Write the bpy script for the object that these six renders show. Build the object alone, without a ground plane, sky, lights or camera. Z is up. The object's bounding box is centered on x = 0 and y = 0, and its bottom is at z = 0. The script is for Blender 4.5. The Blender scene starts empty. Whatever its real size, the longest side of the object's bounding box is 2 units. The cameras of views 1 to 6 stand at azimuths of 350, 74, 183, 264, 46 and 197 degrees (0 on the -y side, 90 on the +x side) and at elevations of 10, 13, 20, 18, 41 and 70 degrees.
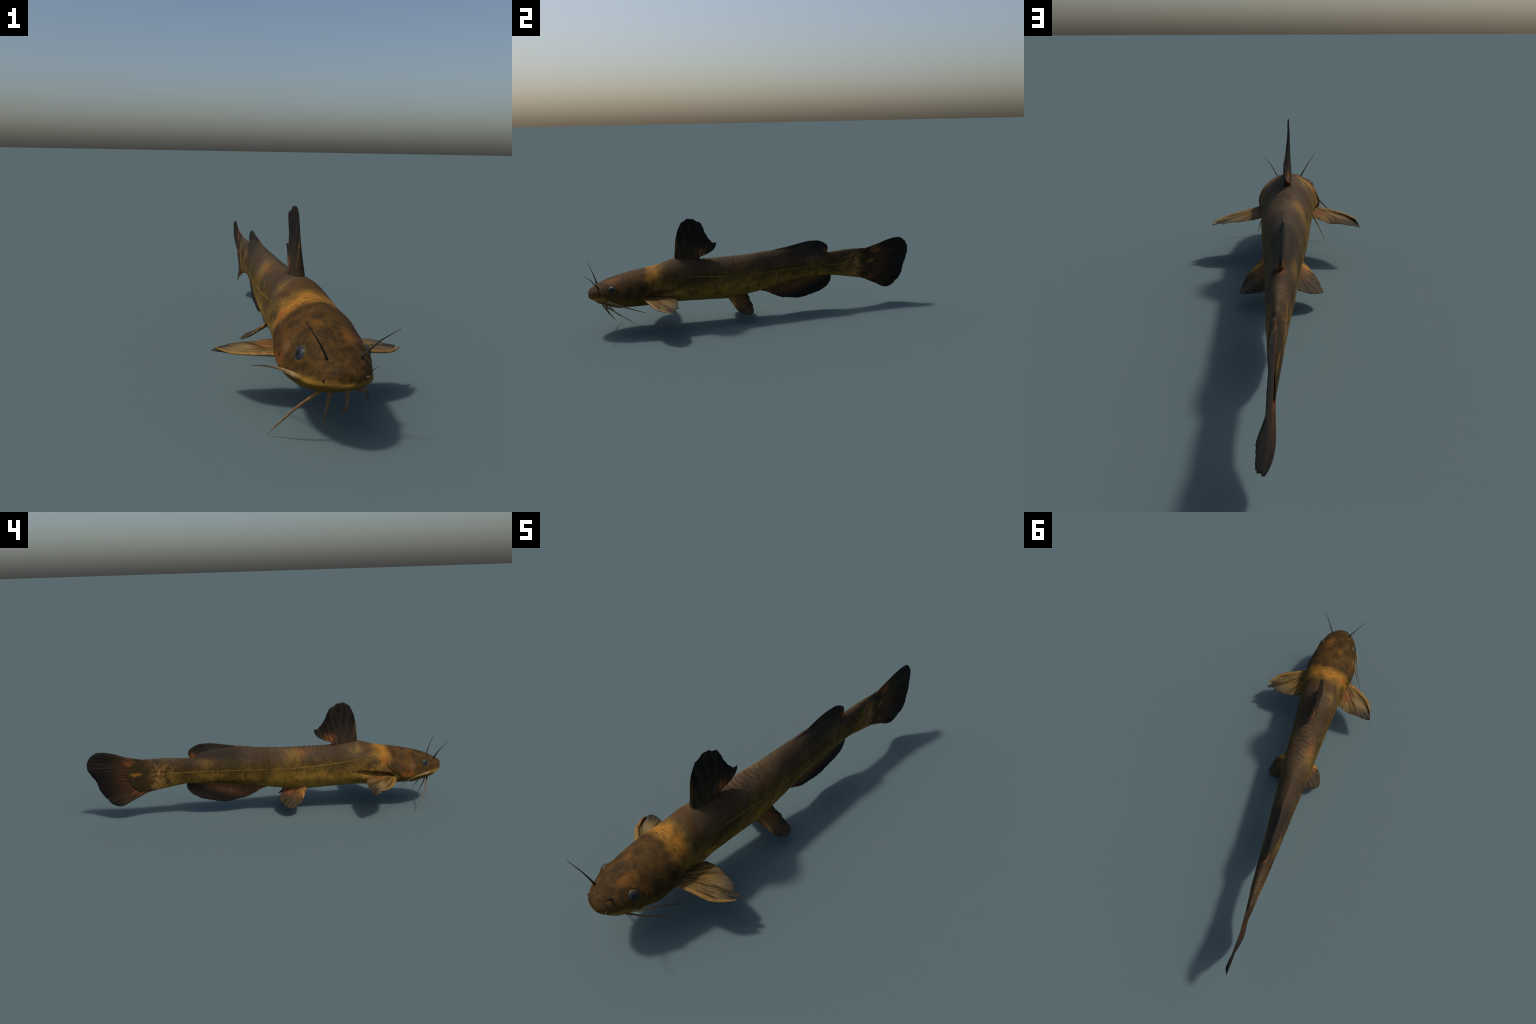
"""Bullhead catfish: lofted body (head, torso, tail), rayed fins, barbels, eyes."""
import bpy, math, random
import numpy as np
from mathutils import Vector

random.seed(7)
rng = np.random.default_rng(7)


# ------------------------------------------------------------------ helpers
def pchip(x, y, xi):
    """Monotone cubic through control points."""
    x = np.asarray(x, float); y = np.asarray(y, float); xi = np.asarray(xi, float)
    h = np.diff(x); d = np.diff(y) / h; m = np.zeros_like(y)
    for i in range(1, len(x) - 1):
        if d[i - 1] * d[i] > 0:
            w1 = 2 * h[i] + h[i - 1]; w2 = h[i] + 2 * h[i - 1]
            m[i] = (w1 + w2) / (w1 / d[i - 1] + w2 / d[i])
    m[0] = d[0]; m[-1] = d[-1]
    j = np.clip(np.searchsorted(x, xi) - 1, 0, len(x) - 2)
    t = np.clip((xi - x[j]) / h[j], 0, 1)
    return ((2*t**3 - 3*t**2 + 1) * y[j] + (t**3 - 2*t**2 + t) * h[j] * m[j]
            + (-2*t**3 + 3*t**2) * y[j+1] + (t**3 - t**2) * h[j] * m[j+1])


def sm(x, a, b):
    t = np.clip((np.asarray(x, float) - a) / (b - a), 0, 1)
    return t * t * (3 - 2 * t)


def bell(x, c, w):
    return np.exp(-((np.asarray(x, float) - c) / w) ** 2)


def along(points, n):
    """n points spaced evenly along a curve through control points."""
    P = np.array(points, float)
    s = np.concatenate([[0], np.cumsum(np.linalg.norm(np.diff(P, axis=0), axis=1))])
    s /= s[-1]
    t = np.linspace(0, 1, n)
    if len(P) == 2:
        return P[0] + (P[1] - P[0]) * t[:, None]
    return np.stack([pchip(s, P[:, k], t) for k in range(P.shape[1])], 1)


def lumps(P, scale, seed, octaves=3):
    """Cheap smooth noise in [-1, 1]: sums of rotated sine products."""
    r = np.random.default_rng(seed)
    out = np.zeros(P.shape[:-1]); amp = 1.0; tot = 0
    for o in range(octaves):
        for k in range(4):
            d = r.normal(size=3); d /= np.linalg.norm(d)
            e = r.normal(size=3); e /= np.linalg.norm(e)
            out += amp * np.sin(P @ d * scale + r.uniform(0, 6.28)) * np.sin(P @ e * scale * 0.8 + r.uniform(0, 6.28))
            tot += amp
        scale *= 2.1; amp *= 0.5
    return out / tot * 2


def add_mesh(name, verts, faces, mat, parent, smooth=True):
    me = bpy.data.meshes.new(name)
    me.from_pydata([tuple(v) for v in verts], [], faces)
    me.update()
    if smooth:
        me.polygons.foreach_set("use_smooth", [True] * len(me.polygons))
    me.materials.append(mat)
    ob = bpy.data.objects.new(name, me)
    bpy.context.scene.collection.objects.link(ob)
    ob.parent = parent
    return ob


# ------------------------------------------------------------------ material kit
class Nodes:
    def __init__(self, name):
        self.mat = bpy.data.materials.new(name)
        self.mat.use_nodes = True
        self.t = self.mat.node_tree
        self.t.nodes.clear()
        self.out = self.t.nodes.new("ShaderNodeOutputMaterial")
        self.bsdf = self.t.nodes.new("ShaderNodeBsdfPrincipled")
        self.t.links.new(self.bsdf.outputs[0], self.out.inputs[0])
        self.P = self.t.nodes.new("ShaderNodeTexCoord").outputs["Object"]
        sp = self.t.nodes.new("ShaderNodeSeparateXYZ")
        self.t.links.new(self.P, sp.inputs[0])
        self.x, self.y, self.z = sp.outputs

    def put(self, sock, v):
        if hasattr(v, "is_linked"):
            self.t.links.new(v, sock)
        else:
            if isinstance(v, (tuple, list)) and len(v) == 3 and sock.type == 'RGBA':
                v = (*v, 1)
            sock.default_value = v

    def m(self, op, a, b=0.0, c=None):
        n = self.t.nodes.new("ShaderNodeMath"); n.operation = op
        self.put(n.inputs[0], a); self.put(n.inputs[1], b)
        if c is not None:
            self.put(n.inputs[2], c)
        return n.outputs[0]

    def add(self, a, b): return self.m('ADD', a, b)
    def sub(self, a, b): return self.m('SUBTRACT', a, b)
    def mul(self, *v):
        r = v[0]
        for q in v[1:]:
            r = self.m('MULTIPLY', r, q)
        return r
    def mx(self, a, b): return self.m('MAXIMUM', a, b)

    def step(self, v, a, b):
        """smoothstep rising from a to b (falls when a > b)"""
        n = self.t.nodes.new("ShaderNodeMapRange"); n.interpolation_type = 'SMOOTHSTEP'
        lo, hi = (a, b) if a < b else (b, a)
        self.put(n.inputs[0], v)
        n.inputs[1].default_value = lo; n.inputs[2].default_value = hi
        n.inputs[3].default_value = 0.0 if a < b else 1.0
        n.inputs[4].default_value = 1.0 if a < b else 0.0
        return n.outputs[0]

    def bump_at(self, v, c, w):
        return self.step(self.m('ABSOLUTE', self.sub(v, c)), w, 0.0)

    def vec(self, op, a, b):
        n = self.t.nodes.new("ShaderNodeVectorMath"); n.operation = op
        self.put(n.inputs[0], a); self.put(n.inputs[1], b)
        return n.outputs["Value"] if op in ('LENGTH', 'DOT_PRODUCT', 'DISTANCE') else n.outputs[0]

    def comb(self, x, y, z):
        n = self.t.nodes.new("ShaderNodeCombineXYZ")
        for i, v in enumerate((x, y, z)):
            self.put(n.inputs[i], v)
        return n.outputs[0]

    def noise(self, scale, stretch=(1, 1, 1), detail=4, rough=0.55, co=None, dist=0.0):
        v = co if co is not None else self.P
        if stretch != (1, 1, 1):
            v = self.vec('MULTIPLY', v, stretch)
        n = self.t.nodes.new("ShaderNodeTexNoise")
        self.t.links.new(v, n.inputs["Vector"])
        n.inputs["Scale"].default_value = scale
        n.inputs["Detail"].default_value = detail
        n.inputs["Roughness"].default_value = rough
        n.inputs["Distortion"].default_value = dist
        return n.outputs["Fac"] if "Fac" in n.outputs else n.outputs[0]

    def noisevec(self, scale, amount):
        n = self.t.nodes.new("ShaderNodeTexNoise")
        self.t.links.new(self.P, n.inputs["Vector"])
        n.inputs["Scale"].default_value = scale
        n.inputs["Detail"].default_value = 6
        n.inputs["Roughness"].default_value = 0.68
        v = self.vec('SUBTRACT', n.outputs["Color"], (0.5, 0.5, 0.5))
        return self.vec('ADD', self.P, self.vec('MULTIPLY', v, (amount, amount, amount)))

    def blob(self, co, c, r, soft=1.0):
        """soft ellipsoidal patch: 1 in its centre, 0 at its rim"""
        v = self.vec('SUBTRACT', co, c)
        v = self.vec('DIVIDE', v, r)
        d = self.vec('LENGTH', v, (0, 0, 0))
        return self.step(d, 1.0, 1.0 - soft)

    def mix(self, f, a, b):
        n = self.t.nodes.new("ShaderNodeMix"); n.data_type = 'RGBA'
        self.put(n.inputs[0], f); self.put(n.inputs[6], a); self.put(n.inputs[7], b)
        return n.outputs[2]

    def curve(self, v, lo, hi, pts):
        """value read from a smooth curve of v over [lo, hi]"""
        n = self.t.nodes.new("ShaderNodeFloatCurve")
        c = n.mapping.curves[0]
        pts = [((a - lo) / (hi - lo), b) for a, b in pts]
        c.points[0].location = pts[0]; c.points[1].location = pts[-1]
        for q in pts[1:-1]:
            c.points.new(*q)
        n.mapping.update()
        self.put(n.inputs["Value"], self.m('DIVIDE', self.sub(v, lo), hi - lo))
        return n.outputs[0]

    def finish(self, color, rough=0.6, height=None, strength=0.3, dist=0.002, spec=0.25):
        self.put(self.bsdf.inputs["Base Color"], color)
        self.put(self.bsdf.inputs["Roughness"], rough)
        self.bsdf.inputs["Specular IOR Level"].default_value = spec
        if height is not None:
            b = self.t.nodes.new("ShaderNodeBump")
            b.inputs["Strength"].default_value = strength
            b.inputs["Distance"].default_value = dist
            self.put(b.inputs["Height"], height)
            self.t.links.new(b.outputs[0], self.bsdf.inputs["Normal"])
        return self.mat


# colours of the skin (linear)
BACK = (0.055, 0.036, 0.019)
BACK2 = (0.090, 0.056, 0.029)
BROWN = (0.050, 0.029, 0.008)
DARK = (0.013, 0.009, 0.004)
OLIVE = (0.112, 0.066, 0.014)
OCHRE = (0.275, 0.150, 0.023)
BELLY = (0.230, 0.170, 0.040)
GOLD = (0.310, 0.135, 0.018)
RUST = (0.230, 0.060, 0.011)
TAN = (0.240, 0.115, 0.038)
FINBLACK = (0.018, 0.0145, 0.0115)


def skin_material():
    k = Nodes("catfish_skin")
    W = k.noisevec(9.0, 0.05)                       # warped place, for ragged patches
    W2 = k.noisevec(34.0, 0.045)
    W3 = k.noisevec(24.0, 0.090)
    big = k.noise(7.0, detail=5, rough=0.6)
    mid = k.add(k.mul(k.noise(20.0, detail=6, rough=0.68), 0.65), k.mul(k.noise(58.0, detail=5, rough=0.7), 0.35))
    mid = k.add(0.5, k.mul(k.sub(mid, 0.5), 1.9))
    fine = k.add(k.mul(k.noise(110.0, detail=4, rough=0.7), 0.5), k.mul(k.noise(300.0, detail=2, rough=0.7), 0.5))
    hatch = k.noise(60.0, stretch=(0.5, 2.2, 0.35), detail=4, rough=0.65)   # fine upright streaks
    sepw = k.t.nodes.new("ShaderNodeSeparateXYZ"); k.t.links.new(W2, sepw.inputs[0])
    wx, wy, wz = sepw.outputs

    # flank: brown above, ochre mottles toward the belly
    low = k.step(k.add(wz, k.mul(k.sub(big, 0.5), 0.06)), 0.285, 0.205)
    c = k.mix(k.step(mid, 0.35, 0.68), BROWN, OLIVE)
    c = k.mix(k.mul(low, k.step(mid, 0.12, 0.72), k.step(wy, 0.68, 0.60)), c, OCHRE)
    # greyer, smoother back
    back = k.mul(k.step(wz, 0.285, 0.335), k.step(wy, -0.60, -0.48))
    c = k.mix(k.mul(back, 0.9), c, k.mix(k.step(mid, 0.3, 0.7), BACK, BACK2))
    # belly
    c = k.mix(k.mul(k.step(k.add(wz, k.mul(k.sub(mid, 0.5), 0.05)), 0.185, 0.135), k.step(k.y, 0.12, 0.0), 0.8), c, BELLY)

    # darker bars along the flank
    for yc, wd, amt in ((-0.36, 0.13, 0.45), (0.03, 0.10, 0.45), (0.22, 0.10, 0.5), (0.47, 0.09, 0.6), ):
        c = k.mix(k.mul(k.bump_at(wy, yc, wd), k.step(wz, 0.20, 0.24), k.step(mid, 0.2, 0.6), amt), c, DARK)
    # dark band just above the anal fin
    c = k.mix(k.mul(k.blob(W2, (-0.03, 0.24, 0.195), (0.08, 0.28, 0.035), 0.9), 0.75), c, DARK)
    # warm patches on the back and flanks
    for ctr, r, col, amt in (
            ((-0.07, -0.13, 0.335), (0.07, 0.085, 0.07), OCHRE, 0.55),
            ((0.05, -0.14, 0.340), (0.06, 0.085, 0.06), RUST, 0.30),
            ((-0.06, -0.18, 0.350), (0.06, 0.07, 0.03), RUST, 0.35),
            ((-0.05, 0.33, 0.245), (0.08, 0.10, 0.04), OCHRE, 0.75),
            ((-0.08, -0.05, 0.220), (0.10, 0.12, 0.05), OCHRE, 0.6),
            ((-0.09, -0.32, 0.205), (0.10, 0.20, 0.05), OCHRE, 0.55),
            ((0.08, -0.20, 0.190), (0.08, 0.22, 0.06), OCHRE, 0.35),
            ((-0.05, 0.36, 0.325), (0.08, 0.07, 0.04), OCHRE, 0.35)):
        c = k.mix(k.mul(k.blob(W2, ctr, r, 0.95), k.step(hatch, 0.25, 0.6), amt), c, col)

    # tan blotches of the tail stalk
    stalk = k.mul(k.step(wy, 0.47, 0.54), k.step(wy, 0.72, 0.66))
    blotch = k.noise(26.0, detail=7, rough=0.72, dist=1.2)
    c = k.mix(k.mul(stalk, k.step(blotch, 0.50, 0.38), 0.85), c, (0.020, 0.013, 0.005))
    c = k.mix(k.mul(stalk, k.step(blotch, 0.52, 0.62), k.step(wz, 0.345, 0.31), 0.85), c, (0.190, 0.085, 0.018))
    c = k.mix(k.mul(k.bump_at(wy, 0.625, 0.055), k.step(k.noise(40.0, detail=6, rough=0.7, dist=0.6), 0.46, 0.58), k.step(wz, 0.335, 0.30), 0.95), c, (0.30, 0.150, 0.052))
    c = k.mix(k.mul(k.blob(W2, (-0.03, 0.56, 0.185), (0.08, 0.10, 0.030), 0.8), k.step(mid, 0.3, 0.6), 0.7), c, OCHRE)
    c = k.mix(k.mul(k.step(k.add(wy, k.mul(k.sub(mid, 0.5), 0.10)), 0.635, 0.715), k.add(0.35, k.mul(mid, 0.8))), c, (0.022, 0.015, 0.006))
    c = k.mix(k.mul(k.blob(W2, (-0.025, 0.742, 0.268), (0.05, 0.050, 0.017), 0.7), 0.9), c, (0.24, 0.11, 0.017))
    # black of the adipose fin spreads down onto the ridge
    c = k.mix(k.mul(k.step(wy, 0.04, 0.24), k.step(wy, 0.47, 0.43), k.step(k.add(wz, k.mul(k.sub(mid, 0.5), 0.03)), 0.318, 0.358), 0.85), c, (0.024, 0.018, 0.013))

    # ---- head
    head = k.step(wy, -0.60, -0.68)
    hcol = k.mix(k.step(mid, 0.36, 0.66), (0.034, 0.019, 0.005), (0.074, 0.037, 0.008))
    hcol = k.mix(k.mul(k.step(k.noise(14.0, detail=6, rough=0.65, dist=0.8), 0.49, 0.69), 0.5), hcol, (0.125, 0.050, 0.009))
    hcol = k.mix(k.mul(k.step(wz, 0.225, 0.165), 0.8), hcol, (0.16, 0.088, 0.011))
    c = k.mix(head, c, hcol)
    for ctr, r, col, amt in (
            ((0.035, -0.855, 0.300), (0.05, 0.055, 0.04), (0.17, 0.070, 0.011), 0.8),
            ((-0.055, -0.785, 0.320), (0.04, 0.04, 0.03), (0.15, 0.062, 0.010), 0.6),
            ((-0.13, -0.79, 0.250), (0.04, 0.035, 0.05), (0.19, 0.10, 0.036), 0.6),
            ((-0.14, -0.76, 0.205), (0.05, 0.06, 0.03), RUST, 0.7),
            ((-0.13, -0.71, 0.255), (0.05, 0.04, 0.04), (0.060, 0.026, 0.011), 0.6),
            ((0.10, -0.70, 0.255), (0.06, 0.045, 0.055), (0.009, 0.007, 0.003), 0.9),
            ((0.11, -0.725, 0.205), (0.05, 0.03, 0.04), (0.011, 0.008, 0.004), 0.7),
            ((0.05, -0.69, 0.315), (0.05, 0.03, 0.03), (0.024, 0.017, 0.009), 0.6),
            ((-0.05, -0.69, 0.325), (0.09, 0.03, 0.04), (0.022, 0.014, 0.005), 0.6)):
        c = k.mix(k.mul(k.blob(W3, ctr, r, 0.9), k.step(k.add(mid, k.mul(k.sub(hatch, 0.5), 0.6)), 0.22, 0.62), amt), c, col)
    # pale upper lip and snout rim
    c = k.mix(k.mul(k.bump_at(wz, 0.203, 0.022), k.step(wy, -0.86, -0.93), 0.75), c, (0.27, 0.145, 0.024))
    # upper snout speckle
    c = k.mix(k.mul(head, k.step(fine, 0.60, 0.72), 0.30), c, (0.17, 0.09, 0.03))

    # gold saddle behind the head, running down into rust on the left side
    ys = k.add(wy, k.mul(k.sub(0.35, k.z), 0.10))
    saddle = k.mul(k.bump_at(ys, -0.628, 0.058), k.step(wz, 0.255, 0.315))
    saddle = k.m('MINIMUM', k.mul(saddle, k.add(0.35, k.step(hatch, 0.32, 0.66)), k.add(0.40, k.mul(mid, 1.3))), 1.0)
    c = k.mix(k.mul(k.bump_at(ys, -0.535, 0.055), k.step(wz, 0.30, 0.34), k.step(mid, 0.25, 0.6), 0.7), c, (0.062, 0.026, 0.009))
    c = k.mix(saddle, c, GOLD)
    for ctr, r, col, amt in (
            ((-0.118, -0.632, 0.300), (0.05, 0.026, 0.034), RUST, 0.95),
            ((-0.120, -0.622, 0.272), (0.05, 0.030, 0.026), GOLD, 0.55),
            ((0.085, -0.630, 0.292), (0.05, 0.038, 0.040), (0.17, 0.065, 0.010), 0.75),
            ((-0.10, -0.575, 0.315), (0.06, 0.05, 0.03), OCHRE, 0.5),
            ((-0.123, -0.535, 0.240), (0.05, 0.05, 0.022), GOLD, 0.75),
            ((-0.07, -0.48, 0.350), (0.05, 0.06, 0.03), OCHRE, 0.45),
            ((0.10, -0.44, 0.27), (0.06, 0.13, 0.06), DARK, 0.55),
            ((0.06, -0.55, 0.315), (0.06, 0.04, 0.05), DARK, 0.45)):
        c = k.mix(k.mul(k.blob(W2, ctr, r, 0.85), k.step(k.add(mid, k.mul(k.sub(hatch, 0.5), 0.8)), 0.20, 0.60), amt), c, col)

    # olive membrane on the rear rim of the gill cover
    rim = k.curve(k.z, 0.16, 0.30, [(0.16, 0.24), (0.18, 0.27), (0.205, 0.295), (0.229, 0.325), (0.253, 0.348), (0.28, 0.352), (0.30, 0.345)])
    rim = k.mul(k.bump_at(k.sub(k.y, k.sub(rim, 1.0)), -0.004, 0.013), k.step(k.z, 0.30, 0.275), k.step(k.z, 0.15, 0.17))
    c = k.mix(k.mul(rim, 0.7), c, (0.13, 0.088, 0.016))
    # shoulder bone: reddish brown plate ending in a pale point, dark pocket below
    c = k.mix(k.mul(k.blob(W2, (-0.015, -0.615, 0.232), (0.30, 0.06, 0.018), 0.6), 0.6), c, (0.060, 0.026, 0.010))
    side = k.m('ABSOLUTE', k.add(k.x, 0.015))
    c = k.mix(k.mul(k.blob(k.comb(side, k.y, k.z), (0.10, -0.548, 0.2375), (0.06, 0.024, 0.005), 0.7), 0.8), c, (0.32, 0.24, 0.11))

    # lateral line: broken pale dashes
    zl = k.curve(k.y, -0.56, 0.70, [(-0.56, 0.318), (-0.47, 0.302), (-0.40, 0.290), (-0.28, 0.279), (-0.14, 0.270),
                                     (0.08, 0.271), (0.25, 0.272), (0.45, 0.272), (0.62, 0.266), (0.70, 0.262)])
    dashes = k.mul(k.step(k.noise(14.0, stretch=(0.01, 1, 0.01), detail=2), 0.38, 0.46),
                   k.add(0.45, k.step(k.noise(90.0, stretch=(0.01, 1, 0.01), detail=1), 0.35, 0.6)))
    line = k.mul(k.bump_at(k.z, zl, 0.0036), dashes, k.step(k.y, -0.50, -0.34), k.step(k.y, 0.66, 0.60), k.step(side, 0.002, 0.01))
    c = k.mix(k.mul(k.m('MINIMUM', line, 1.0), 0.55), c, (0.28, 0.19, 0.028))

    # dark chevrons along the back behind the dorsal fin
    chev = k.m('SINE', k.add(k.mul(k.sub(k.y, k.mul(side, 0.45)), 240.0), k.mul(k.sub(big, 0.5), 6.0)))
    c = k.mix(k.mul(k.step(chev, 0.1, 0.9), k.step(k.y, -0.37, -0.31), k.step(k.y, -0.04, -0.16), k.step(k.z, 0.34, 0.365), k.step(side, 0.045, 0.012), 0.35), c, DARK)
    # orange nicks at the root of the adipose fin
    c = k.mix(k.mul(k.blob(W2, (-0.025, 0.44, 0.352), (0.05, 0.04, 0.014), 0.9), 0.5), c, (0.17, 0.055, 0.012))
    # overall grain
    g = k.add(0.45, k.mul(fine, 1.1))
    n = k.t.nodes.new("ShaderNodeMix"); n.data_type = 'RGBA'; n.blend_type = 'MULTIPLY'
    n.inputs[0].default_value = 1.0
    k.put(n.inputs[6], c); k.put(n.inputs[7], k.comb(g, g, g))
    rough = k.add(0.60, k.mul(mid, 0.25))
    return k.finish(n.outputs[2], rough, k.add(k.mul(fine, 0.6), k.mul(mid, 0.8)), 0.30, 0.003, 0.10)


def fin_material(name, base, edge, pivot, axes, freq, warm=(), base_to_edge=None, stripe=0.6, extra=None):
    """Fin web: fine rays fan out from a pivot; base colour passes into the margin colour."""
    k = Nodes(name)
    ax = {'x': k.x, 'y': k.y, 'z': k.z}
    a = k.sub(ax[axes[0]], pivot[0]); b = k.sub(ax[axes[1]], pivot[1])
    ang = k.m('ARCTAN2', b, a)
    rad = k.m('SQRT', k.add(k.mul(a, a), k.mul(b, b)))
    rays = k.noise(1.0, detail=3, rough=0.7, co=k.comb(k.mul(ang, freq), k.mul(rad, 7.0), 0.0))
    mid = k.noise(30.0, detail=5, rough=0.65)
    fine = k.noise(160.0, detail=3)
    r0, r1 = base_to_edge
    far = k.step(k.add(rad, k.mul(k.sub(rays, 0.5), (r1 - r0) * 0.9)), r0, r1)
    c = k.mix(far, base, edge)
    if extra:
        c = extra(k, c, rays, mid, rad)
    W = k.noisevec(35.0, 0.045)
    for ctr, r, col, amt in warm:
        c = k.mix(k.mul(k.blob(W, ctr, r, 0.9), k.add(0.45, k.mul(rays, 1.0)), amt), c, col)
    g = k.add(1.0 - stripe, k.mul(k.step(rays, 0.36, 0.64), 2 * stripe))
    g = k.mul(g, k.add(0.7, k.mul(mid, 0.35)), k.add(0.75, k.mul(fine, 0.5)))
    n = k.t.nodes.new("ShaderNodeMix"); n.data_type = 'RGBA'; n.blend_type = 'MULTIPLY'
    n.inputs[0].default_value = 1.0
    k.put(n.inputs[6], c); k.put(n.inputs[7], k.comb(g, g, g))
    return k.finish(n.outputs[2], 0.62, k.add(rays, k.mul(fine, 0.3)), 0.35, 0.003, 0.08)


def plain_material(name, c1, c2, scale=40.0, rough=0.6, spec=0.25, stretch=(1, 1, 1)):
    k = Nodes(name)
    n = k.noise(scale, stretch=stretch, detail=4, rough=0.6)
    return k.finish(k.mix(k.step(n, 0.3, 0.7), c1, c2), rough, n, 0.2, 0.002, spec)


# ------------------------------------------------------------------ body form
#        y      mid x    top    bottom  half-w  waist  n_top n_low
SECTIONS = (
    (-0.9870, -0.0150, 0.2260, 0.2210, 0.0030, 0.50, 2.0, 2.0),
    (-0.9845, -0.0150, 0.2400, 0.2080, 0.0240, 0.46, 2.0, 2.1),
    (-0.9770, -0.0150, 0.2490, 0.2000, 0.0415, 0.42, 2.1, 2.2),
    (-0.9650, -0.0150, 0.2575, 0.1930, 0.0570, 0.38, 2.1, 2.2),
    (-0.9300, -0.0155, 0.2757, 0.1700, 0.0870, 0.38, 2.1, 2.3),
    (-0.8800, -0.0165, 0.2962, 0.1490, 0.1045, 0.39, 2.1, 2.1),
    (-0.8200, -0.0165, 0.3145, 0.1365, 0.1175, 0.35, 2.00, 1.9),
    (-0.7600, -0.0155, 0.3285, 0.1315, 0.1255, 0.34, 2.00, 1.75),
    (-0.7000, -0.0150, 0.3400, 0.1310, 0.1270, 0.38, 1.92, 1.85),
    (-0.6400, -0.0150, 0.3510, 0.1315, 0.1205, 0.43, 1.88, 2.05),
    (-0.5700, -0.0150, 0.3670, 0.1325, 0.1130, 0.46, 1.80, 2.2),
    (-0.4900, -0.0150, 0.3880, 0.1320, 0.1045, 0.48, 1.72, 2.1),
    (-0.4300, -0.0150, 0.3800, 0.1300, 0.1000, 0.46, 1.85, 2.0),
    (-0.3600, -0.0145, 0.3700, 0.1280, 0.0945, 0.43, 1.90, 1.9),
    (-0.2000, -0.0165, 0.3700, 0.1215, 0.0840, 0.43, 2.08, 1.9),
    (-0.0500, -0.0200, 0.3745, 0.1390, 0.0730, 0.46, 1.92, 1.95),
    (0.1000, -0.0220, 0.3860, 0.1640, 0.0605, 0.45, 1.72, 1.85),
    (0.2800, -0.0250, 0.3930, 0.1880, 0.0470, 0.43, 1.45, 1.85),
    (0.3700, -0.0255, 0.3800, 0.1945, 0.0415, 0.43, 1.45, 1.85),
    (0.4250, -0.0255, 0.3520, 0.1965, 0.0380, 0.44, 1.80, 1.82),
    (0.4600, -0.0255, 0.3455, 0.1970, 0.0355, 0.45, 2.05, 1.8),
    (0.6000, -0.0250, 0.3520, 0.1750, 0.0240, 0.48, 2.05, 1.8),
    (0.7200, -0.0265, 0.3500, 0.1580, 0.0105, 0.50, 2.00, 2.0),
    (0.7600, -0.0295, 0.3250, 0.1950, 0.0055, 0.50, 2.00, 2.0),
    (0.7900, -0.0315, 0.2720, 0.2560, 0.0010, 0.50, 2.00, 2.0),
)
NA = 288        # around
RIM_Z = (0.120, 0.150, 0.180, 0.205, 0.229, 0.253, 0.276, 0.300, 0.340)
RIM_Y = (-0.850, -0.790, -0.742, -0.715, -0.680, -0.655, -0.644, -0.650, -0.670)   # rear rim of gill cover


def body_grid():
    S = np.array(SECTIONS)
    t = np.linspace(0, 1, 26)
    ys = np.concatenate([-0.987 + 0.027 * t**2.2, np.linspace(-0.958, -0.50, 190),
                         np.linspace(-0.497, 0.79, 300)])
    cx, zt, zb, w, f, nt, nb = [pchip(S[:, 0], S[:, i], ys)[:, None] for i in range(1, 8)]
    th = np.linspace(0, 2 * np.pi, NA, endpoint=False)[None] - np.pi / 2
    c, s = np.cos(th), np.sin(th)
    zw = zb + f * (zt - zb)
    n = np.where(s >= 0, nt, nb)
    X = cx + w * np.sign(c) * np.abs(c) ** (2 / n)
    Z = zw + np.where(s >= 0, zt - zw, zw - zb) * np.sign(s) * np.abs(s) ** (2 / n)
    Y = np.broadcast_to(ys[:, None], X.shape).copy()
    return np.stack([X, Y, Z], -1), ys


def grid_normals(P):
    du = np.gradient(P, axis=0)
    dv = np.roll(P, -1, 1) - np.roll(P, 1, 1)
    n = np.cross(dv, du)
    n /= np.linalg.norm(n, axis=-1, keepdims=True) + 1e-12
    c = P.mean(1, keepdims=True)
    flip = np.sign(np.sum(n * (P - c), -1, keepdims=True)); flip[flip == 0] = 1
    return n * flip


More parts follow.
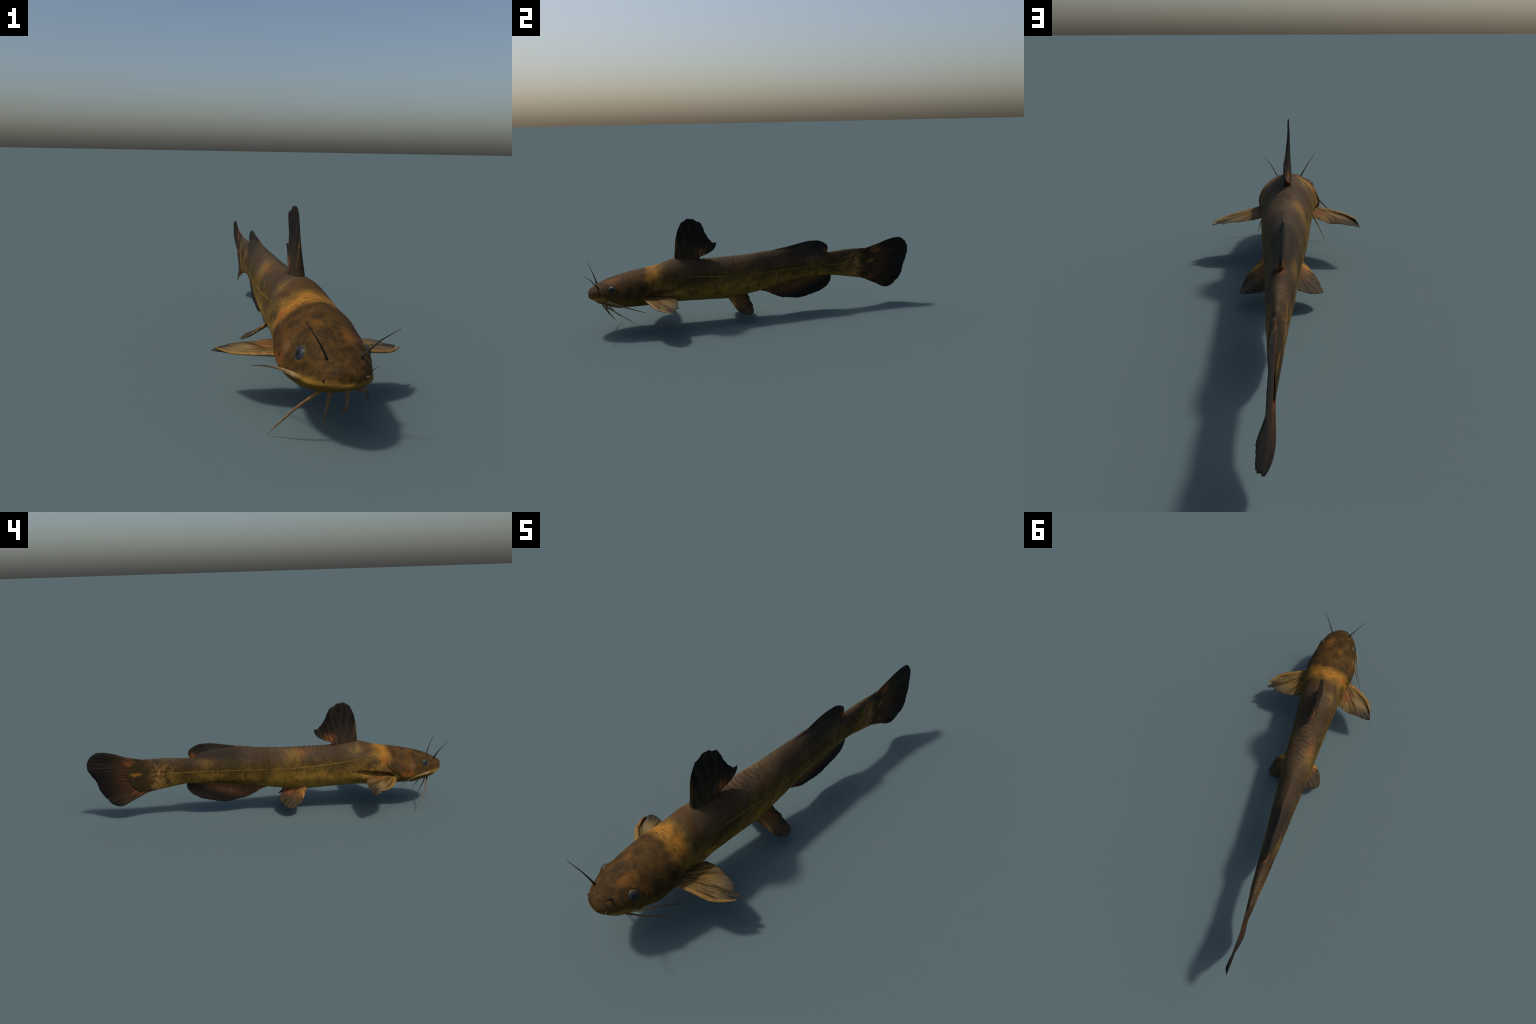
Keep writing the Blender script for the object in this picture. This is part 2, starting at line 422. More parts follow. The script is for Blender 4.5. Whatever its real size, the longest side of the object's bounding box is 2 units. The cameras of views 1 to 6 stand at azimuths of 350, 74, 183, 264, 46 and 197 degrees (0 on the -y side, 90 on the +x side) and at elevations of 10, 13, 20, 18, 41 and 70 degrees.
def relief(P):
    """Outward displacement of the skin: mouth, gill cover, shoulder plate, folds."""
    X, Y, Z = P[..., 0], P[..., 1], P[..., 2]
    sx = np.abs(X + 0.015)
    d = np.zeros_like(X)
    # mouth slit around the snout, lower jaw set back a little
    zm = pchip((-0.99, -0.955, -0.93, -0.90, -0.86, -0.82, -0.80), (0.194, 0.192, 0.188, 0.190, 0.196, 0.197, 0.196), Y)
    front = sm(Y, -0.815, -0.87)
    d -= 0.0085 * bell(Z, zm, 0.0034) * front
    d += 0.0030 * bell(Z, zm + 0.012, 0.008) * front
    d -= 0.0030 * sm(zm - Z, 0.0, 0.012) * front * sm(Y, -0.85, -0.93)
    d += 0.0030 * bell(Z, zm - 0.010, 0.006) * front
    # gill cover: swells toward its rim, then drops
    yr = np.interp(Z, RIM_Z, RIM_Y)
    q = Y - yr
    fade = sm(Z, 0.315, 0.275)
    d += fade * 0.0045 * sm(q, -0.10, -0.012) * (1 - sm(q, -0.004, 0.006))
    d -= fade * 0.0022 * bell(q, 0.008, 0.010)
    # cheek muscle and a fold across the cheek
    d += 0.004 * bell(Y, -0.79, 0.05) * bell(Z, 0.22, 0.04) * sm(sx, 0.05, 0.10)
    # shoulder plate with the dark pocket below it
    zg = 0.205 + 0.12 * (Y + 0.66)
    pocket = sm(Y, -0.69, -0.645) * sm(Y, -0.44, -0.56)
    d -= 0.028 * pocket * bell(Z, zg - 0.004, 0.014)
    d += 0.004 * bell(Y, -0.60, 0.055) * bell(Z, zg + 0.022, 0.014)
    d += 0.002 * bell(Y, -0.55, 0.10) * bell(Z, zg - 0.035, 0.022)
    # fleshy root of the pectoral fin
    d += 0.004 * bell(Y, -0.685, 0.025) * bell(Z, 0.195, 0.018)
    # eye sockets
    for ex, ey, ez in ((-0.109, -0.867, 0.259), (0.078, -0.861, 0.256)):
        r = np.sqrt((X - ex)**2 + (Y - ey)**2 + (Z - ez)**2)
        d += 0.003 * bell(r, 0.024, 0.012) - 0.003 * bell(r, 0, 0.012)
    # crease along the crown, slight wrinkles behind the dorsal fin
    d -= 0.0016 * bell(X, -0.015, 0.006) * sm(Y, -0.93, -0.88) * sm(Y, -0.66, -0.72) * sm(Z, 0.27, 0.29)
    wr = np.sin((Y - 0.45 * np.abs(X + 0.016)) * 240 + 1.0 * lumps(P, 30, 5, 1))
    d += 0.0013 * wr * sm(np.abs(X + 0.022), 0.055, 0.02) * sm(Y, -0.36, -0.31) * sm(Y, -0.06, -0.16) * sm(Z, 0.31, 0.345)
    wf = np.sin(Y * 210 + 2.0 * lumps(P, 20, 9, 2))
    d += 0.0005 * wf * sm(Y, -0.45, -0.3) * sm(Y, 0.5, 0.4)
    # lateral line keel
    zl = pchip((-0.56, -0.47, -0.40, -0.28, -0.14, 0.08, 0.25, 0.45, 0.62, 0.79),
               (0.318, 0.302, 0.290, 0.279, 0.270, 0.271, 0.272, 0.272, 0.266, 0.262), Y)
    d += 0.0009 * bell(Z, zl, 0.003) * sm(Y, -0.5, -0.4)
    # soft unevenness of the flesh
    d += 0.0016 * lumps(P, 28, 3, 3) * sm(Y, -0.985, -0.95)
    d += 0.0012 * lumps(P, 60, 4, 2) * sm(Y, 0.40, 0.55)
    return d * sm(w_here(Y), 0.004, 0.03)


def w_here(Y):
    S = np.array(SECTIONS)
    return pchip(S[:, 0], S[:, 4], Y)


def lean(P, k=0.045, low=0.030):
    """Slight roll of the trunk: the back leans to the fish's left, the belly to its right."""
    D = np.zeros_like(P)
    D[..., 0] = -np.where(P[..., 2] > 0.26, k, low) * (P[..., 2] - 0.26) * sm(P[..., 1], -0.55, -0.20) * sm(P[..., 1], 0.95, 0.65)
    return D


def build_body(mat, root):
    P, ys = body_grid()
    N = grid_normals(P)
    P = P + N * relief(P)[..., None]
    P = P + lean(P)
    nr = len(ys)
    V = P.reshape(-1, 3)
    faces = []
    for i in range(nr - 1):
        for j in range(NA):
            k = (j + 1) % NA
            faces.append((i*NA + j, i*NA + k, (i+1)*NA + k, (i+1)*NA + j))
    nose = len(V); tip = nose + 1
    V = np.vstack([V, P[0].mean(0) + [0, -0.0006, 0], P[-1].mean(0) + [0, 0.001, 0]])
    for j in range(NA):
        k = (j + 1) % NA
        faces.append((nose, k, j)); faces.append((tip, (nr-1)*NA + j, (nr-1)*NA + k))
    whole = bpy.data.meshes.new("whole"); whole.from_pydata([tuple(v) for v in V], [], faces); whole.update()
    VN = np.array([v.normal[:] for v in whole.vertices])
    mid = np.array([V[list(f)].mean(0) for f in faces])
    rim = np.interp(mid[:, 2], RIM_Z, RIM_Y)
    region = np.where(mid[:, 1] < rim + 0.008, 0, np.where(mid[:, 1] < 0.462, 1, 2))
    obs = []
    for r, name in enumerate(("head", "torso", "tail")):
        fs = [faces[i] for i in np.where(region == r)[0]]
        used = sorted({v for f in fs for v in f}); idx = {v: i for i, v in enumerate(used)}
        ob = add_mesh(name, V[used], [tuple(idx[v] for v in f) for f in fs], mat, root)
        ob.data.normals_split_custom_set_from_vertices([tuple(VN[v]) for v in used])
        obs.append(ob)
    bpy.data.meshes.remove(whole)
    return obs


# ------------------------------------------------------------------ fins
def fin(name, lead, edge, trail, base, mat, root, rays, thick=(0.010, 0.0022), ridge=0.0012,
        scallop=0.003, ripple=0.002, ns=150, nt=44, seed=1, bow=None, power=2.2):
    """Rayed fin: a patch spanned by leading edge, outer edge, trailing edge and base,
    given thickness, raised rays and a lightly ragged margin."""
    r = np.random.default_rng(seed)
    L, T = along(lead, nt), along(trail, nt)
    B, E = along(base, ns), along(edge, ns)
    s = np.linspace(0, 1, ns)[:, None, None]; t = np.linspace(0, 1, nt)[None, :, None]
    G = ((1 - t) * B[:, None] + t * E[:, None] + (1 - s) * L[None] + s * T[None]
         - ((1 - s) * (1 - t) * B[0] + s * (1 - t) * B[-1] + (1 - s) * t * E[0] + s * t * E[-1]))
    S, Tt = s[..., 0] + 0 * t[..., 0], t[..., 0] + 0 * s[..., 0]
    # ray phase with uneven spacing
    warp = np.interp(s[:, 0, 0], np.linspace(0, 1, 9), np.linspace(0, 1, 9) + np.r_[0, r.uniform(-0.03, 0.03, 7), 0])
    ph = warp[:, None] * rays + 0 * Tt
    saw = np.abs(np.sin(ph * np.pi))                       # 0 on a ray, 1 between rays
    out = G[:, -1] - G[:, -4]; out /= np.linalg.norm(out, axis=1, keepdims=True) + 1e-9
    jag = np.interp(s[:, 0, 0] * rays * 2, np.arange(0, rays * 2 + 2), r.uniform(-1, 1, int(rays * 2 + 2)))
    ends = (np.minimum(1, np.minimum(s[:, 0, 0], 1 - s[:, 0, 0]) * 12))
    G = G + (out * ((-saw[:, -1] * 0.7 + jag * 0.5) * scallop * ends)[:, None])[:, None, :] * (t ** 4)
    du = np.gradient(G, axis=0); dv = np.gradient(G, axis=1)
    N = np.cross(du, dv); N /= np.linalg.norm(N, axis=-1, keepdims=True) + 1e-12
    N = N / (np.linalg.norm(N.mean((0, 1))) + 1e-9) * 1.0
    N /= np.linalg.norm(N, axis=-1, keepdims=True) + 1e-12
    off = ripple * np.sin(S * 9 + 4 * Tt + seed) * Tt ** 1.5 + 0.4 * ripple * np.sin(S * 23 + seed * 2) * Tt ** 2
    G = G + N * off[..., None]
    if bow is not None:
        G = G + bow(G, S, Tt)
    half = 0.5 * (thick[1] + (thick[0] - thick[1]) * (1 - Tt) ** power)
    half = half + ridge * (1 - saw) ** 1.5 * (1 - 0.6 * Tt) * np.minimum(1, Tt * 6)
    sub = np.abs(np.sin(ph * np.pi * 2 + 0.6)) * Tt        # branching of the rays
    half = half + ridge * 0.35 * (1 - sub) * Tt * (1 - 0.5 * Tt)
    rimfall = np.minimum(1, np.minimum(np.minimum(S, 1 - S) * 40 + 0.12, (1 - Tt) * 16 + 0.12))
    half = half * rimfall
    A = (G + N * half[..., None]).reshape(-1, 3); Bk = (G - N * half[..., None]).reshape(-1, 3)
    V = np.vstack([A, Bk]); m = ns * nt; faces = []
    I = lambda i, j: i * nt + j
    for i in range(ns - 1):
        for j in range(nt - 1):
            faces.append((I(i, j), I(i+1, j), I(i+1, j+1), I(i, j+1)))
            faces.append((m + I(i, j), m + I(i, j+1), m + I(i+1, j+1), m + I(i+1, j)))
    ring = ([I(i, 0) for i in range(ns)] + [I(ns-1, j) for j in range(1, nt)]
            + [I(i, nt-1) for i in range(ns-2, -1, -1)] + [I(0, j) for j in range(nt-2, 0, -1)])
    for a, b in zip(ring, ring[1:] + ring[:1]):
        faces.append((b, a, m + a, m + b))
    return add_mesh(name, V, faces, mat, root)


def yz(points, x):
    """median-plane points (y, z) -> 3D, x constant or a function of (y, z)"""
    f = x if callable(x) else (lambda y, z: x)
    return [(f(y, z), y, z) for y, z in points]


def tube(name, points, radii, mat, root, flat=(1.0, 1.0), up=(0, 0, 1), n=60, na=14, seed=0):
    """Tapered, slightly flattened strand along a curve."""
    C = along(points, n)
    # smooth the path once for a supple line
    for _ in range(6):
        C[1:-1] = 0.25 * C[:-2] + 0.5 * C[1:-1] + 0.25 * C[2:]
    T = np.gradient(C, axis=0); T /= np.linalg.norm(T, axis=1, keepdims=True)
    up = np.array(up, float)
    R = np.cross(T, up); R /= np.linalg.norm(R, axis=1, keepdims=True)
    U = np.cross(R, T)
    rad = np.interp(np.linspace(0, 1, n), np.linspace(0, 1, len(radii)), radii)
    a = np.linspace(0, 2 * np.pi, na, endpoint=False)
    V = (C[:, None] + rad[:, None, None] * (flat[0] * np.cos(a)[None, :, None] * R[:, None] + flat[1] * np.sin(a)[None, :, None] * U[:, None])).reshape(-1, 3)
    V = np.vstack([V, C[0], C[-1] + T[-1] * radii[-1]])
    faces = []
    for i in range(n - 1):
        for j in range(na):
            k = (j + 1) % na
            faces.append((i*na + j, i*na + k, (i+1)*na + k, (i+1)*na + j))
    for j in range(na):
        k = (j + 1) % na
        faces.append((n*na, k, j)); faces.append((n*na + 1, (n-1)*na + j, (n-1)*na + k))
    return add_mesh(name, V, faces, mat, root)


def ball(name, centre, radius, scale, mat, root, normal=None):
    nu, nv = 40, 24
    V = []; F = []
    for i in range(nv + 1):
        ph = math.pi * i / nv
        for j in range(nu):
            a = 2 * math.pi * j / nu
            V.append((math.sin(ph) * math.cos(a), math.sin(ph) * math.sin(a), math.cos(ph)))
    V = np.array(V) * radius * np.array(scale)
    if normal is not None:
        q = Vector((0, 0, 1)).rotation_difference(Vector(normal)).to_matrix()
        V = V @ np.array(q).T
    for i in range(nv):
        for j in range(nu):
            k = (j + 1) % nu
            F.append((i*nu + j, (i+1)*nu + j, (i+1)*nu + k, i*nu + k))
    ob = add_mesh(name, V + np.array(centre), F, mat, root)
    import bmesh
    bm = bmesh.new(); bm.from_mesh(ob.data)
    bmesh.ops.remove_doubles(bm, verts=bm.verts, dist=1e-6)
    bmesh.ops.recalc_face_normals(bm, faces=bm.faces)
    bm.to_mesh(ob.data); bm.free()
    ob.data.polygons.foreach_set("use_smooth", [True] * len(ob.data.polygons))
    return ob


# ------------------------------------------------------------------ assembly
root = bpy.data.objects.new("catfish", None)
bpy.context.scene.collection.objects.link(root)
root["label"] = "dark brown mottled bullhead catfish with long barbels and spread fins"
root["category"] = "fish"

skin = skin_material()
build_body(skin, root)

# ---- median fins
m_dorsal = fin_material("dorsal_fin_web", (0.042, 0.028, 0.015), FINBLACK, (-0.43, 0.16), 'yz', 26.0,
    warm=(((-0.02, -0.340, 0.405), (0.05, 0.050, 0.045), (0.24, 0.085, 0.028), 0.75),
          ((-0.02, -0.484, 0.47), (0.05, 0.010, 0.10), (0.10, 0.050, 0.012), 0.9)),
    base_to_edge=(0.24, 0.36), stripe=0.45)
fin("dorsal_fin",
    yz([(-0.502, 0.360), (-0.498, 0.398), (-0.494, 0.430), (-0.489, 0.480), (-0.477, 0.532), (-0.452, 0.588)], lambda y, z: -0.016 - 0.03 * (z - 0.38)),
    yz([(-0.452, 0.588), (-0.433, 0.600), (-0.414, 0.611), (-0.382, 0.607), (-0.362, 0.594), (-0.334, 0.577), (-0.325, 0.552),
        (-0.307, 0.507), (-0.290, 0.482), (-0.275, 0.468), (-0.252, 0.459)], lambda y, z: -0.016 - 0.03 * (z - 0.38) + 0.10 * max(0, y + 0.34)),
    yz([(-0.350, 0.350), (-0.352, 0.377), (-0.308, 0.397), (-0.270, 0.421), (-0.256, 0.444), (-0.252, 0.459)], lambda y, z: -0.018 + 0.10 * max(0, y + 0.34)),
    yz([(-0.502, 0.360), (-0.350, 0.350)], -0.016),
    m_dorsal, root, rays=7, thick=(0.032, 0.003), ridge=0.0022, scallop=0.004, ripple=0.004, seed=3)

m_adipose = fin_material("adipose_fin_web", (0.056, 0.037, 0.019), (0.026, 0.0205, 0.0145), (0.30, 0.20), 'yz', 6.0,
    warm=(((-0.03, 0.430, 0.357), (0.06, 0.032, 0.022), (0.17, 0.055, 0.012), 0.8),
          ((-0.03, 0.15, 0.395), (0.06, 0.10, 0.012), (0.16, 0.08, 0.035), 0.5)),
    base_to_edge=(0.14, 0.20), stripe=0.25)
fin("adipose_fin",
    yz([(-0.040, 0.345), (-0.040, 0.3725)], -0.019),
    yz([(-0.040, 0.3725), (0.022, 0.3775), (0.060, 0.3825), (0.100, 0.388), (0.165, 0.398), (0.228, 0.408), (0.283, 0.418), (0.335, 0.4245), (0.378, 0.4235),
        (0.405, 0.416), (0.430, 0.402), (0.445, 0.388), (0.450, 0.372)], lambda y, z: -0.019 - 0.018 * float(sm(y, 0.1, 0.36))),
    yz([(0.425, 0.325), (0.438, 0.346), (0.447, 0.357), (0.450, 0.372)], lambda y, z: -0.025 - 0.1 * (z - 0.34)),
    yz([(-0.040, 0.345), (0.20, 0.345), (0.425, 0.325)], lambda y, z: -0.020 - 0.004 * float(sm(y, 0.1, 0.36))),
    m_adipose, root, rays=3, thick=(0.046, 0.004), ridge=0.0, scallop=0.001, ripple=0.0012, seed=5, power=1.6,
    bow=lambda G, S, T: lean(G, 0.045) * (1 - 0.8 * sm(S, 0.5, 0.8))[..., None])

m_anal = fin_material("anal_fin_web", (0.120, 0.054, 0.023), FINBLACK, (0.10, 0.62), 'yz', 90.0,
    warm=(((-0.02, 0.05, 0.135), (0.05, 0.09, 0.03), (0.15, 0.070, 0.024), 0.7),
          ((-0.02, 0.24, 0.195), (0.05, 0.26, 0.022), (0.085, 0.050, 0.013), 0.8),
          ((-0.02, 0.455, 0.17), (0.05, 0.04, 0.05), DARK, 0.8)),
    base_to_edge=(0.475, 0.545), stripe=0.35)
fin("anal_fin",
    yz([(0.012, 0.175), (0.004, 0.147)], -0.019),
    yz([(0.004, 0.147), (0.040, 0.134), (0.080, 0.115), (0.118, 0.097), (0.160, 0.084), (0.200, 0.078), (0.245, 0.072), (0.290, 0.075), (0.330, 0.086),
        (0.368, 0.095), (0.411, 0.112), (0.446, 0.137), (0.464, 0.164), (0.468, 0.180)], lambda y, z: -0.021 + 0.006 * math.sin(y * 16)),
    yz([(0.455, 0.215), (0.466, 0.198), (0.468, 0.180)], -0.022),
    yz([(0.012, 0.175), (0.12, 0.190), (0.28, 0.210), (0.455, 0.215)], -0.021),
    m_anal, root, rays=22, thick=(0.034, 0.0028), ridge=0.0014, scallop=0.004, ripple=0.003, seed=8, ns=220, bow=lambda G, S, T: lean(G))

def caudal_extra(k, c, rays, mid, rad):
    """dark skin of the tail stalk runs out onto the ray bases"""
    return k.mix(k.step(k.add(rad, k.mul(k.sub(k.add(mid, rays), 1.0), 0.11)), 0.215, 0.165), c, (0.024, 0.016, 0.007))


m_caudal = fin_material("caudal_fin_web", (0.058, 0.029, 0.013), FINBLACK, (0.55, 0.262), 'yz', 34.0,
    warm=(((-0.02, 0.772, 0.335), (0.05, 0.05, 0.04), (0.17, 0.055, 0.014), 0.8),
          ((-0.02, 0.735, 0.272), (0.05, 0.04, 0.018), (0.25, 0.11, 0.016), 0.95),
          ((-0.02, 0.730, 0.172), (0.05, 0.06, 0.035), (0.17, 0.060, 0.016), 0.8),
          ((-0.02, 0.800, 0.250), (0.05, 0.08, 0.10), (0.08, 0.032, 0.013), 0.4)),
    base_to_edge=(0.22, 0.38), stripe=0.45, extra=caudal_extra)


def caudal_x(y, z):
    # the lower rear corner curls to the fish's left
    return -0.0245 - 0.0075 * float(sm(y, 0.66, 0.80)) + 0.0265 * float(sm(y, 0.78, 0.92) * sm(z, 0.42, 0.16))


fin("caudal_fin",
    yz([(0.660, 0.325), (0.700, 0.350), (0.745, 0.361), (0.777, 0.369), (0.808, 0.378), (0.838, 0.389), (0.876, 0.399), (0.905, 0.404), (0.941, 0.404)], caudal_x),
    yz([(0.941, 0.404), (0.965, 0.392), (0.981, 0.378), (0.993, 0.359), (0.999, 0.335), (0.999, 0.315), (0.995, 0.299), (0.984, 0.275), (0.979, 0.260),
        (0.965, 0.239), (0.959, 0.216), (0.952, 0.188), (0.939, 0.160), (0.925, 0.140), (0.909, 0.124), (0.900, 0.113), (0.877, 0.095), (0.858, 0.086)], caudal_x),
    yz([(0.640, 0.205), (0.672, 0.163), (0.698, 0.153), (0.722, 0.140), (0.752, 0.126), (0.780, 0.113), (0.803, 0.100), (0.820, 0.091), (0.840, 0.086), (0.858, 0.086)], caudal_x),
    yz([(0.660, 0.325), (0.690, 0.265), (0.640, 0.205)], -0.0235),
    m_caudal, root, rays=20, thick=(0.016, 0.0025), ridge=0.0013, scallop=0.004, ripple=0.004, seed=11, ns=220)

# ---- paired fins
SPINE = plain_material("spine_skin", (0.13, 0.070, 0.013), (0.25, 0.125, 0.026), 50.0)


def pectoral_extra(k, c, rays, mid, rad):
    return k.mix(k.mul(k.step(mid, 0.5, 0.75), 0.5), c, (0.055, 0.035, 0.018))


for sgn, lead, edge, trail, base, tip in (
    (1,
     [(0.080, -0.700, 0.198), (0.110, -0.694, 0.194), (0.140, -0.684, 0.189), (0.174, -0.670, 0.183), (0.216, -0.656, 0.175), (0.247, -0.641, 0.170), (0.272, -0.618, 0.166), (0.290, -0.594, 0.162), (0.304, -0.573, 0.160)],
     [(0.304, -0.573, 0.160), (0.284, -0.570, 0.162), (0.290, -0.556, 0.161), (0.301, -0.539, 0.159), (0.284, -0.538, 0.162), (0.261, -0.543, 0.166), (0.259, -0.522, 0.166), (0.238, -0.523, 0.170), (0.220, -0.518, 0.173), (0.190, -0.518, 0.179), (0.163, -0.517, 0.184), (0.128, -0.522, 0.190), (0.095, -0.537, 0.196)],
     [(0.065, -0.620, 0.198), (0.080, -0.585, 0.198), (0.095, -0.537, 0.195)],
     [(0.080, -0.700, 0.198), (0.072, -0.66, 0.198), (0.065, -0.620, 0.198)], 0.300),
    (-1,
     [(-0.110, -0.702, 0.196), (-0.145, -0.690, 0.195), (-0.185, -0.676, 0.192), (-0.232, -0.652, 0.187), (-0.262, -0.630, 0.184), (-0.281, -0.604, 0.182), (-0.293, -0.585, 0.181), (-0.300, -0.566, 0.180)],
     [(-0.300, -0.566, 0.180), (-0.292, -0.560, 0.176), (-0.300, -0.548, 0.170), (-0.311, -0.520, 0.158), (-0.285, -0.514, 0.165), (-0.256, -0.513, 0.171), (-0.217, -0.516, 0.176), (-0.190, -0.515, 0.180), (-0.151, -0.524, 0.188), (-0.122, -0.535, 0.194)],
     [(-0.095, -0.620, 0.200), (-0.108, -0.580, 0.199), (-0.122, -0.535, 0.194)],
     [(-0.110, -0.702, 0.196), (-0.100, -0.66, 0.199), (-0.095, -0.620, 0.200)], -0.296)):
    pv = (0.055, -0.70) if sgn > 0 else (-0.085, -0.70)
    m_pec = fin_material("pectoral_fin_web", (0.130, 0.078, 0.022), (0.050, 0.040, 0.026), pv, 'xy', 12.0,
        warm=(((sgn * 0.15, -0.60, 0.19), (0.06, 0.06, 0.05), (0.19, 0.062, 0.018) if sgn < 0 else (0.15, 0.080, 0.018), 0.8),
              ((sgn * 0.22, -0.60, 0.18), (0.09, 0.07, 0.06), (0.160, 0.110, 0.042), 0.6)),
        base_to_edge=(0.15, 0.27), stripe=0.62, extra=pectoral_extra)
    pf = fin("pectoral_fin", lead, edge, trail, base, m_pec, root, rays=9, thick=(0.016, 0.0025), ridge=0.0014,
             scallop=0.004, ripple=0.0025, seed=14 + sgn,
             bow=lambda G, S, T, q=(0.009 if sgn < 0 else 0.0): np.stack([0 * S, 0 * S, q * np.sin(np.pi * S) * np.sin(np.pi * T ** 3)], -1))
    # stout bony spine along the leading edge
    Lc = along(lead, 12); inner = along(base, 4)[1]
    sp = [tuple(q + np.array([-sgn * 0.002, 0.0085, 0.0])) for q in Lc]
    tube("pectoral_spine", sp, [0.0130, 0.0125, 0.0115, 0.0100, 0.0075, 0.0025], SPINE, pf, flat=(1.0, 0.46), n=70)

for sgn, lead, edge, trail, base in (
    (1,
     [(0.030, -0.212, 0.172), (0.062, -0.207, 0.142), (0.085, -0.194, 0.120), (0.113, -0.179, 0.092), (0.127, -0.163, 0.076), (0.137, -0.143, 0.062)],
     [(0.137, -0.143, 0.062), (0.142, -0.120, 0.051), (0.142, -0.103, 0.046), (0.132, -0.083, 0.049), (0.117, -0.071, 0.056), (0.092, -0.063, 0.064), (0.067, -0.060, 0.070), (0.045, -0.057, 0.078)],
     [(-0.004, -0.084, 0.160), (0.004, -0.077, 0.130), (0.014, -0.071, 0.110), (0.030, -0.063, 0.092), (0.045, -0.057, 0.078)],
     [(0.030, -0.212, 0.172), (0.010, -0.15, 0.160), (-0.004, -0.084, 0.160)]),
    (-1,
     [(-0.050, -0.205, 0.168), (-0.074, -0.198, 0.139), (-0.100, -0.185, 0.115), (-0.126, -0.167, 0.090), (-0.138, -0.152, 0.078), (-0.145, -0.136, 0.067)],
     [(-0.145, -0.136, 0.067), (-0.151, -0.115, 0.059), (-0.151, -0.094, 0.056), (-0.142, -0.077, 0.059), (-0.119, -0.060, 0.067), (-0.090, -0.051, 0.074), (-0.070, -0.049, 0.081), (-0.054, -0.050, 0.089)],
     [(-0.028, -0.078, 0.160), (-0.032, -0.070, 0.130), (-0.042, -0.059, 0.109), (-0.054, -0.050, 0.089)],
     [(-0.050, -0.205, 0.168), (-0.036, -0.15, 0.158), (-0.028, -0.078, 0.160)])):
    m_pel = fin_material("pelvic_fin_web", (0.17, 0.076, 0.022), (0.048, 0.035, 0.019), (sgn * 0.03, -0.17), 'xy', 9.0,
        warm=(((sgn * 0.090, -0.180, 0.12), (0.06, 0.03, 0.06), (0.36, 0.165, 0.035), 0.9),
              ((sgn * 0.05, -0.10, 0.13), (0.035, 0.05, 0.05), RUST, 0.6)),
        base_to_edge=(0.03, 0.105), stripe=0.5)
    fin("pelvic_fin", lead, edge, trail, base, m_pel, root, rays=8, thick=(0.016, 0.0026), ridge=0.0014,
        scallop=0.0022, ripple=0.0025, seed=21 + sgn,
        bow=lambda G, S, T, q=(0.014 if sgn < 0 else -0.007): np.stack([q * np.sin(np.pi * S) * np.sin(np.pi * T), 0 * S, -0.003 * np.sin(np.pi * S) * np.sin(np.pi * T)], -1))

# ---- barbels
BLACK = plain_material("dark_barbel_skin", (0.010, 0.009, 0.007), (0.030, 0.024, 0.017), 60.0)


def maxillary_material():
    k = Nodes("pale_barbel_skin")
    n = k.noise(45.0, detail=4)
    c = k.mix(k.step(n, 0.3, 0.7), (0.17, 0.105, 0.042), (0.28, 0.19, 0.085))
    c = k.mix(k.step(k.add(k.y, k.mul(k.sub(n, 0.5), 0.05)), -0.86, -0.74), c, (0.075, 0.045, 0.020))
    c = k.mix(k.step(k.add(k.y, k.mul(k.sub(n, 0.5), 0.02)), -0.875, -0.905), c, (0.20, 0.105, 0.019))
    return k.finish(c, 0.6, n, 0.2, 0.002, 0.15)


PALE = maxillary_material()
FLESH = plain_material("chin_barbel_skin", (0.13, 0.068, 0.026), (0.24, 0.12, 0.052), 30.0)

nasal = [((-0.057, -0.930, 0.258), (-0.059, -0.937, 0.269), (-0.070, -0.943, 0.292), (-0.093, -0.957, 0.330), (-0.114, -0.971, 0.360), (-0.130, -0.983, 0.383)),
         ((0.036, -0.925, 0.255), (0.040, -0.933, 0.268), (0.055, -0.947, 0.290), (0.073, -0.964, 0.317), (0.092, -0.982, 0.338), (0.113, -0.998, 0.358))]
for pts in nasal:
    tube("nasal_barbel", pts, [0.0062, 0.0038, 0.0027, 0.0020, 0.0014, 0.0007], BLACK, root, flat=(0.8, 1.0), up=(0, 1, 0.3))
maxillary = [((-0.085, -0.925, 0.200), (-0.108, -0.911, 0.204), (-0.130, -0.870, 0.203), (-0.147, -0.815, 0.197), (-0.165, -0.770, 0.188), (-0.180, -0.740, 0.181), (-0.197, -0.705, 0.170), (-0.209, -0.678, 0.160)),
             ((0.055, -0.925, 0.198), (0.072, -0.908, 0.199), (0.096, -0.860, 0.186), (0.112, -0.806, 0.166), (0.128, -0.768, 0.155), (0.143, -0.735, 0.146), (0.166, -0.705, 0.140), (0.190, -0.678, 0.137))]
for pts in maxillary:
    tube("maxillary_barbel", pts, [0.0030, 0.0062, 0.0078, 0.0060, 0.0040, 0.0030, 0.0023, 0.0016, 0.0008], PALE, root, flat=(0.55, 1.0))
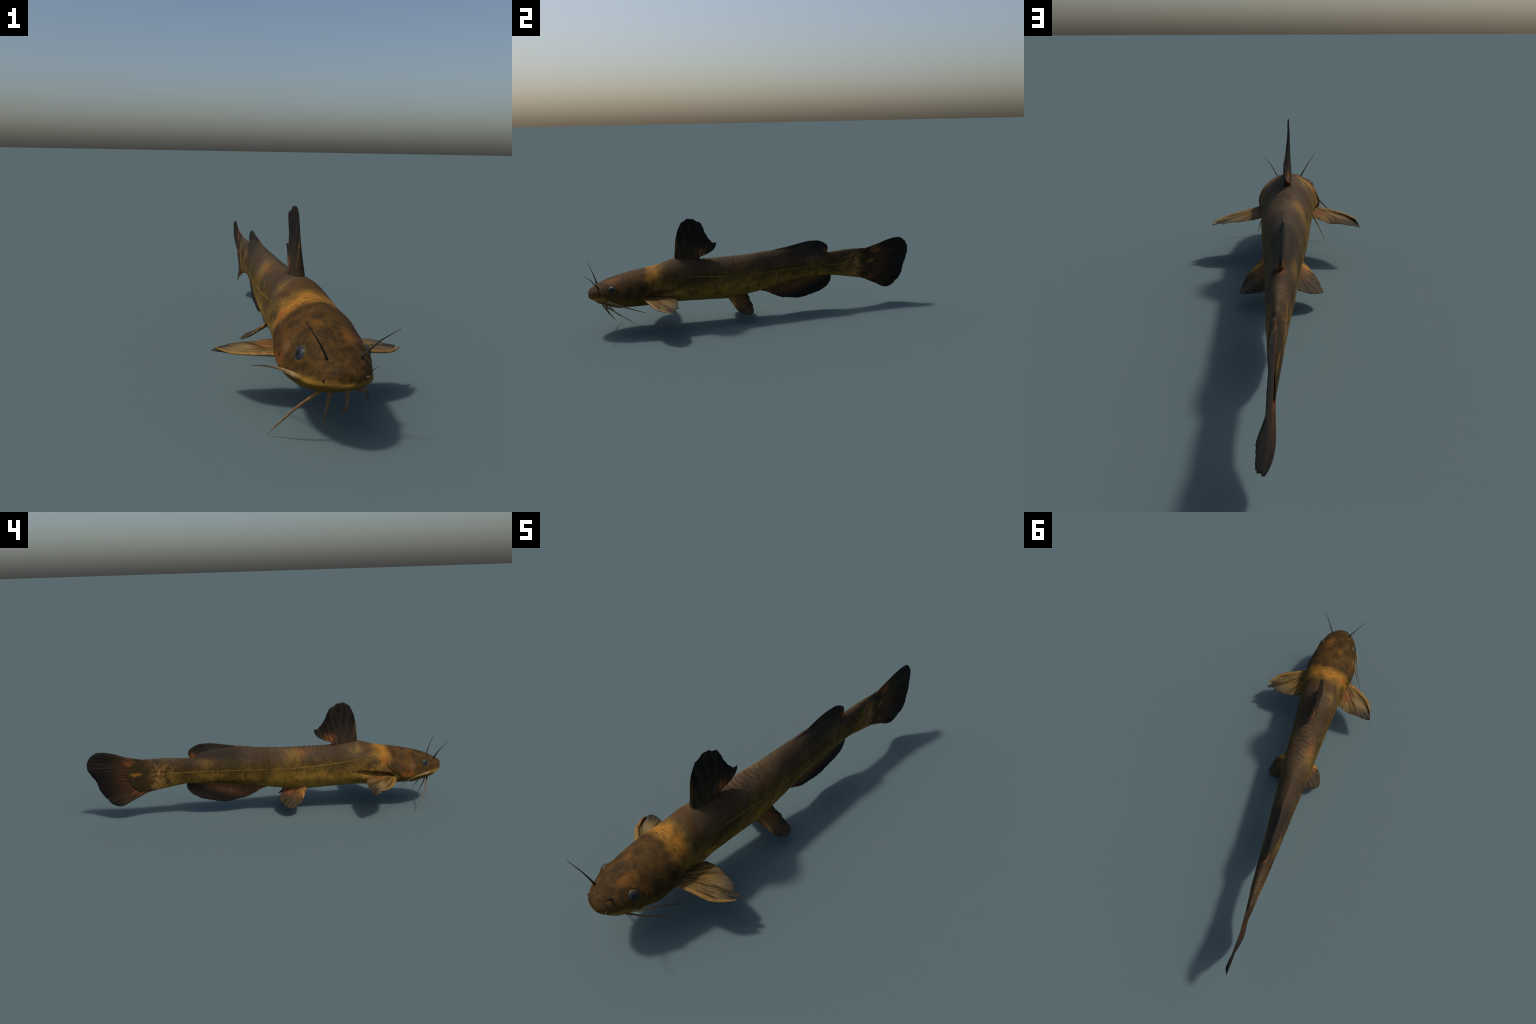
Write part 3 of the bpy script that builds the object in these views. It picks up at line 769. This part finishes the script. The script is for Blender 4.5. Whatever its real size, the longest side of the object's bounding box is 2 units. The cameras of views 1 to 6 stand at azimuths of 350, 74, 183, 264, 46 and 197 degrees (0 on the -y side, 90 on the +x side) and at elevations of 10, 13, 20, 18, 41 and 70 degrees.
chin = [((-0.058, -0.903, 0.172), (-0.068, -0.900, 0.159), (-0.092, -0.889, 0.136), (-0.119, -0.875, 0.108), (-0.150, -0.845, 0.060), (-0.168, -0.820, 0.027), (-0.181, -0.807, 0.0015)),
        ((-0.035, -0.905, 0.165), (-0.035, -0.901, 0.147), (-0.036, -0.893, 0.120), (-0.037, -0.880, 0.094), (-0.037, -0.867, 0.067), (-0.036, -0.858, 0.049)),
        ((0.012, -0.915, 0.170), (0.011, -0.911, 0.155), (0.018, -0.896, 0.130), (0.021, -0.880, 0.105), (0.020, -0.860, 0.080), (0.016, -0.843, 0.060)),
        ((0.040, -0.900, 0.172), (0.052, -0.893, 0.159), (0.080, -0.868, 0.146), (0.098, -0.840, 0.128), (0.112, -0.805, 0.107), (0.120, -0.775, 0.085), (0.126, -0.743, 0.061))]
for pts in chin:
    tube("chin_barbel", pts, [0.0075, 0.0050, 0.0040, 0.0031, 0.0021, 0.0007], FLESH, root, flat=(1.0, 0.75), up=(0, 1, 0.2))

# ---- nostrils
NOSE = plain_material("nostril_flesh", (0.06, 0.026, 0.010), (0.12, 0.058, 0.028), 80.0)
for c in ((-0.071, -0.962, 0.221), (0.042, -0.961, 0.221)):
    n = Vector((c[0] + 0.015, c[1] + 0.90, 0.02)).normalized()
    d = np.array(n[:])
    tube("nostril", [tuple(np.array(c) - d * 0.006), tuple(np.array(c) + d * 0.002), tuple(np.array(c) + d * 0.008)],
         [0.0060, 0.0048, 0.0034], NOSE, root, n=14)


# ---- eyes: dark cornea with faint iris ring
def eye_material(centre, normal):
    k = Nodes("eye_surface")
    v = k.vec('SUBTRACT', k.P, centre)
    axial = k.vec('DOT_PRODUCT', v, normal)
    rr = k.vec('LENGTH', v, (0, 0, 0))
    lat = k.m('SQRT', k.mx(k.sub(k.mul(rr, rr), k.mul(axial, axial)), 0.0))
    n = k.noise(120.0)
    c = k.mix(k.step(lat, 0.007, 0.012), (0.007, 0.008, 0.010), (0.026, 0.029, 0.034))
    c = k.mix(k.step(k.add(lat, k.mul(k.sub(n, 0.5), 0.003)), 0.0175, 0.0205), c, (0.060, 0.046, 0.010))
    m = k.finish(c, 0.40, spec=0.16)
    k.bsdf.inputs["Coat Weight"].default_value = 0.0
    return m


for c, n in (((-0.109, -0.867, 0.259), Vector((-0.86, -0.30, 0.40)).normalized()),
             ((0.078, -0.861, 0.256), Vector((0.86, -0.30, 0.40)).normalized())):
    cc = np.array(c) - np.array(n[:]) * 0.0115
    ball("eye", cc, 0.0255, (1, 1, 0.86), eye_material(tuple(cc), tuple(n)), root, normal=n)
